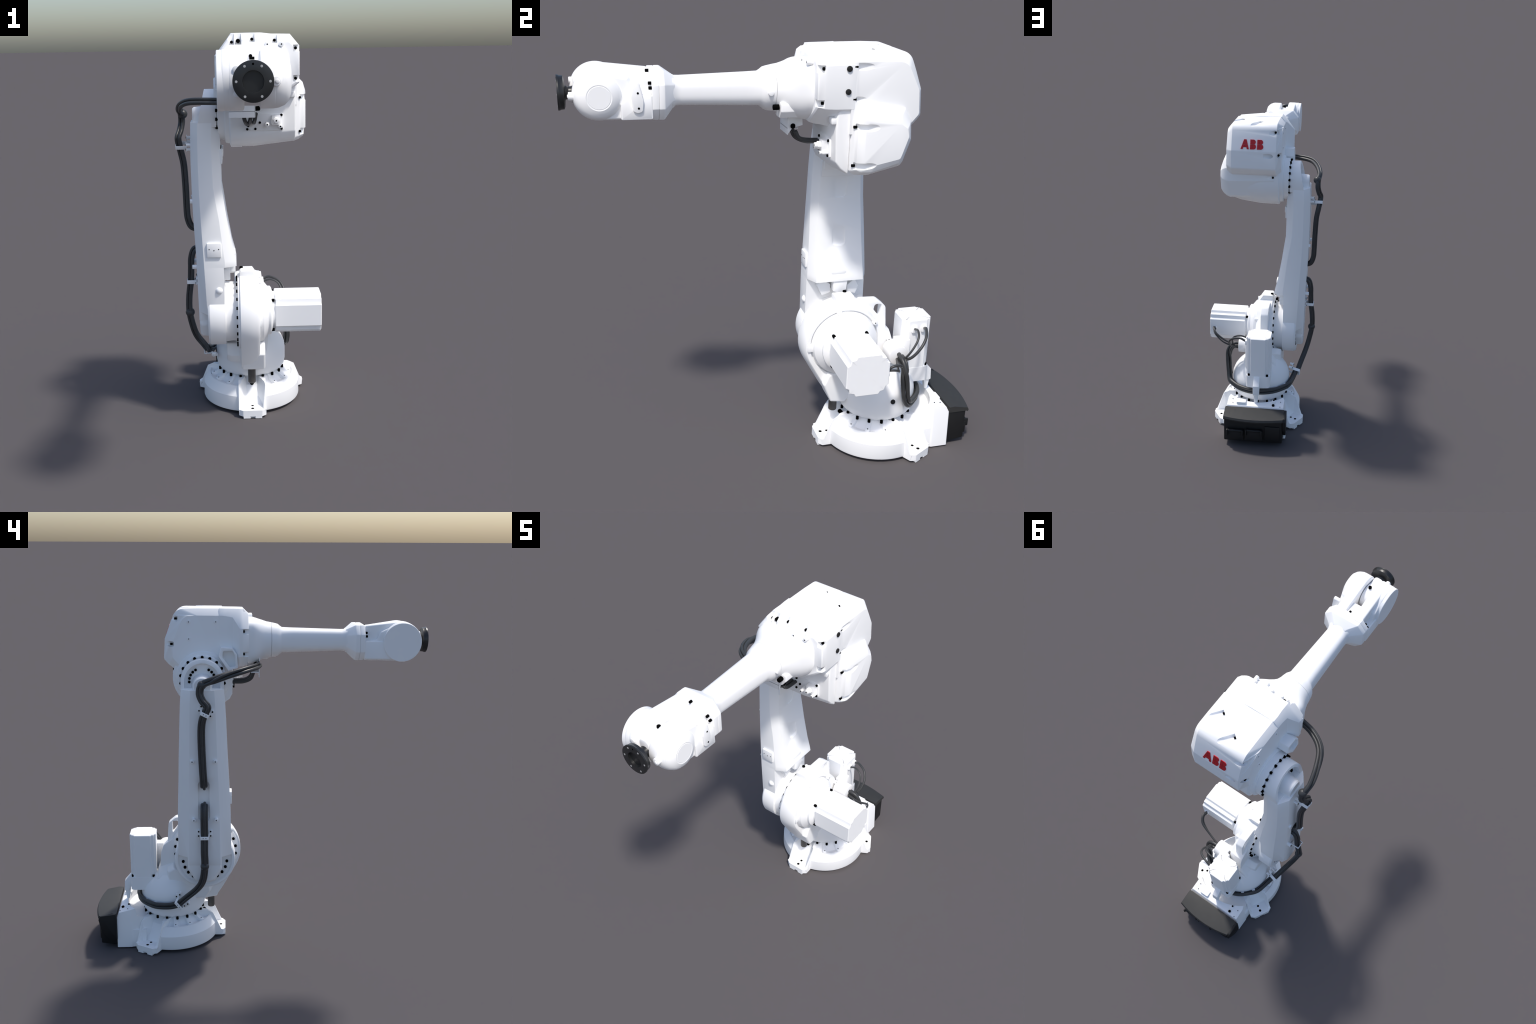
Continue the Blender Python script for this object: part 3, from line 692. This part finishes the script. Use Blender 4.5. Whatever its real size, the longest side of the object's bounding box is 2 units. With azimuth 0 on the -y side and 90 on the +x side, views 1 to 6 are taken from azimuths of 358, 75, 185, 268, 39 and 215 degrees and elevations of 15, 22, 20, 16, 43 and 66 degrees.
# ================================================================== HOSES
hoses = bpy.data.objects.new("hose_harness", None)
hoses.location = (X0, BY, 0.3)
link(hoses, root)
def bundle(pts, offs, name="hose", ref=(0, 1, 0)):
    path = spline(pts, 12)
    for (a, b, r) in offs:
        F = []
        for i, p in enumerate(path):
            t = (path[min(i + 1, len(path) - 1)] - path[max(i - 1, 0)]).normalized()
            u = V(ref) - t * t.dot(V(ref)); u.normalize()
            F.append(p + u * a + t.cross(u) * b)
        part(name, [tube(F, r, 14)], HOSE, hoses, smooth=80)

upper = [(-0.085, -0.012, 1.690), (-0.12, -0.008, 1.690), (-0.185, 0.008, 1.691), (-0.25, 0.043, 1.690), (-0.292, 0.090, 1.684), (-0.322, 0.165, 1.668), (-0.335, 0.235, 1.645), (-0.330, 0.297, 1.618),
         (-0.330, 0.312, 1.575), (-0.338, 0.298, 1.535), (-0.348, 0.272, 1.503), (-0.346, 0.283, 1.470), (-0.338, 0.300, 1.425), (-0.327, 0.307, 1.36), (-0.322, 0.306, 1.25), (-0.320, 0.302, 1.14), (-0.316, 0.299, 1.085), (-0.30, 0.298, 1.045), (-0.270, 0.298, 1.035)]
bundle(upper, [(0.0105, 0.001, 0.0118), (-0.0105, 0.003, 0.0098), (-0.001, -0.013, 0.0080)])
bundle([(0.02, 0.012, 1.635), (0.015, 0.03, 1.607), (0.012, 0.065, 1.59), (0.012, 0.135, 1.585)], [(0.0, 0.012, 0.0095), (0.0, -0.010, 0.0095)], ref=(0, 0, 1))
bundle([(-0.03, 0.012, 1.640), (-0.02, 0.03, 1.600), (-0.01, 0.075, 1.580), (-0.005, 0.135, 1.578)], [(0.0, 0.0, 0.0095)], ref=(0, 0, 1))
lowerp = [(-0.265, 0.298, 0.925), (-0.292, 0.298, 0.915), (-0.306, 0.299, 0.870), (-0.309, 0.299, 0.81), (-0.313, 0.299, 0.745), (-0.324, 0.300, 0.66), (-0.325, 0.299, 0.574), (-0.308, 0.312, 0.48), (-0.290, 0.345, 0.418), (-0.262, 0.410, 0.350), (-0.243, 0.455, 0.302)]
bundle(lowerp, [(0.0105, 0.001, 0.0118), (-0.0105, 0.003, 0.0098), (-0.001, -0.013, 0.0080)])
loop = [(-0.243, 0.455, 0.302), (-0.226, 0.515, 0.280), (-0.206, 0.59, 0.274)] + [tuple(radial(a, 0.212, 0.272)) for a in (140, 120, 100, 80, 60, 42)] + [(0.200, 0.600, 0.285), (0.213, 0.575, 0.33), (0.214, 0.560, 0.42), (0.205, 0.553, 0.485), (0.178, 0.549, 0.520), (0.12, 0.548, 0.527)]
bundle(loop, [(0.0115, 0.0, 0.0105), (-0.0112, 0.004, 0.0105), (0.001, 0.019, 0.0080)], ref=(0, 0, 1))
for p in ((-0.327, 0.301, 1.617), (-0.326, 0.300, 0.574)):
    part("hose_ball", [sphere(p, 0.0245)], HOSE, hoses, smooth=80)
# thin motor cables
for pts, r in (([(0.078, 0.652, 0.632), (0.12, 0.650, 0.642), (0.163, 0.634, 0.622), (0.180, 0.60, 0.575), (0.172, 0.568, 0.53), (0.140, 0.55, 0.520)], 0.0055),
               ([(0.078, 0.704, 0.632), (0.115, 0.695, 0.645), (0.168, 0.672, 0.626), (0.194, 0.635, 0.585), (0.188, 0.590, 0.535), (0.140, 0.555, 0.505)], 0.0072),
               ([(0.330, 0.412, 0.575), (0.334, 0.440, 0.590), (0.323, 0.472, 0.584), (0.298, 0.494, 0.562), (0.234, 0.512, 0.528), (0.140, 0.540, 0.512)], 0.0065),
               ([(0.326, 0.412, 0.565), (0.330, 0.445, 0.565), (0.310, 0.475, 0.548), (0.26, 0.50, 0.515), (0.20, 0.52, 0.500), (0.140, 0.543, 0.500)], 0.0055)):
    part("motor_cable", [tube(spline(pts, 12), r, 12)], HOSE, hoses, smooth=80)

# clamps: sheet-metal saddles around the bundle
def clamp(c, along, out, w=0.062, d=0.030, depth=0.03):
    a = V(along).normalized(); o = V(out); o = (o - a * o.dot(a)).normalized(); s = a.cross(o)
    M = Matrix((s.to_4d(), a.to_4d(), o.to_4d(), V((0, 0, 0, 1)))).transposed()
    for i in range(3): M[3][i] = 0; 
    M[3][3] = 1
    M = Matrix(((s.x, a.x, o.x, c[0]), (s.y, a.y, o.y, c[1]), (s.z, a.z, o.z, c[2]), (0, 0, 0, 1)))
    h = w / 2
    t = 0.003
    strip = [box(-h, h, -0.010, 0.010, 0.019, 0.022), box(-h, -h + t, -0.010, 0.010, -depth, 0.021), box(h - t, h, -0.010, 0.010, -depth, 0.021),
             box(-h - 0.022, -h + t, -0.010, 0.034, -depth - t, -depth), box(h - t, h + 0.022, -0.010, 0.034, -depth - t, -depth)]
    ob = part("hose_clamp", [move(b, M) for b in strip], WHITE, hoses, bevel=0.001)
    for sx in (-1, 1):
        for y in (-0.002, 0.024):
            bolt(ob, M @ V((sx * (h + 0.010), y, -depth)), o, 0.0045, 0.003)
            part("clamp_post", [cyl(M @ V((sx * (h + 0.010), y, -depth - 0.0025)), -o, 0.008, 0.022, 12)], WHITE, ob)
    for sx in (-1, 1):
        bolt(ob, M @ V((sx * 0.008, 0, 0.022)), o, 0.0025, 0.0006, BLACK, "rivet")
clamp((-0.345, 0.287, 1.462), (0, -0.5, 1), (-1, 0, 0), 0.048, depth=0.032)
clamp((-0.313, 0.299, 0.747), (0, 0, 1), (-1, 0, 0), 0.048, depth=0.026)
clamp((-0.243, 0.455, 0.302), (-0.037, -0.105, 0.078), (-1, -0.15, 0.1), 0.056, depth=0.03)

# bracket that takes the hoses below the elbow neck
part("hose_bracket", [prism([(-0.095, 1.735), (-0.020, 1.735), (-0.020, 1.69), (0.027, 1.69), (0.027, 1.619), (-0.095, 1.619)], 'y', -0.018, -0.014),
                      prism([(-0.018, 1.69), (0.045, 1.735), (0.05, 1.66), (0.004, 1.648), (-0.018, 1.619)], 'x', 0.024, 0.028),
                      box(-0.095, 0.027, -0.018, 0.03, 1.645, 1.649)], WHITE, elbow, bevel=0.001)
bolt(elbow, (0.028, 0.006, 1.658), (1, -0.3, 0.1), 0.011, 0.022)
bolt(elbow, (0.01, 0.004, 1.69), (0, 0, 1), 0.010, 0.012)

# ================================================================== LETTERS on the rear of the upper cover
def letter_A(w):
    return [[(0, 0), (0.38 * w, 1), (0.68 * w, 1), (w, 0), (0.76 * w, 0), (0.70 * w, 0.20), (0.32 * w, 0.20), (0.26 * w, 0)]]
def letter_B(w):
    lo = [(0, 0), (0.60 * w, 0)] + arc((0.60 * w, 0.26), 0.26, -90, 90, 10)[1:]
    up = arc((0.56 * w, 0.745), 0.255, -60, 90, 10)
    lo = [(0, 0)] + [(0.6 * w + 0.4 * w * math.cos(math.radians(a)), 0.27 + 0.27 * math.sin(math.radians(a))) for a in range(-90, 76, 15)]
    up = [(0.55 * w + 0.38 * w * math.cos(math.radians(a)), 0.75 + 0.25 * math.sin(math.radians(a))) for a in range(-60, 91, 15)]
    return [lo + up + [(0, 1)]]
B0 = V((0.145, 0.5055, 1.846)); UP = (V((0.133, 0.4848, 1.903)) - V((0.133, 0.5055, 1.846)))
H = UP.length; UP.normalize(); RT = V((-1, 0, 0)); NO = RT.cross(UP)
xo = 0.0
for f, w in ((letter_A, 0.052), (letter_B, 0.0365), (letter_B, 0.0385)):
    poly = f(w / H)[0]
    pts = [(xo + p[0] * H, p[1] * H) for p in poly]
    bm = prism(pts, 'z', -0.006, 0.003)
    cx = xo + w * (0.5 if f is letter_A else 0.40)
    bm = cut(bm, [box(xo - 0.01, xo + w + 0.01, H * 0.485, H * 0.505, -0.02, 0.02), box(cx - 0.0004, cx + 0.0004, -0.01, H + 0.01, -0.02, 0.02)])
    M = Matrix(((RT.x, UP.x, NO.x, B0.x), (RT.y, UP.y, NO.y, B0.y), (RT.z, UP.z, NO.z, B0.z), (0, 0, 0, 1)))
    part("letter", [move(bm, M)], RED, elbow)
    xo += w + 0.007
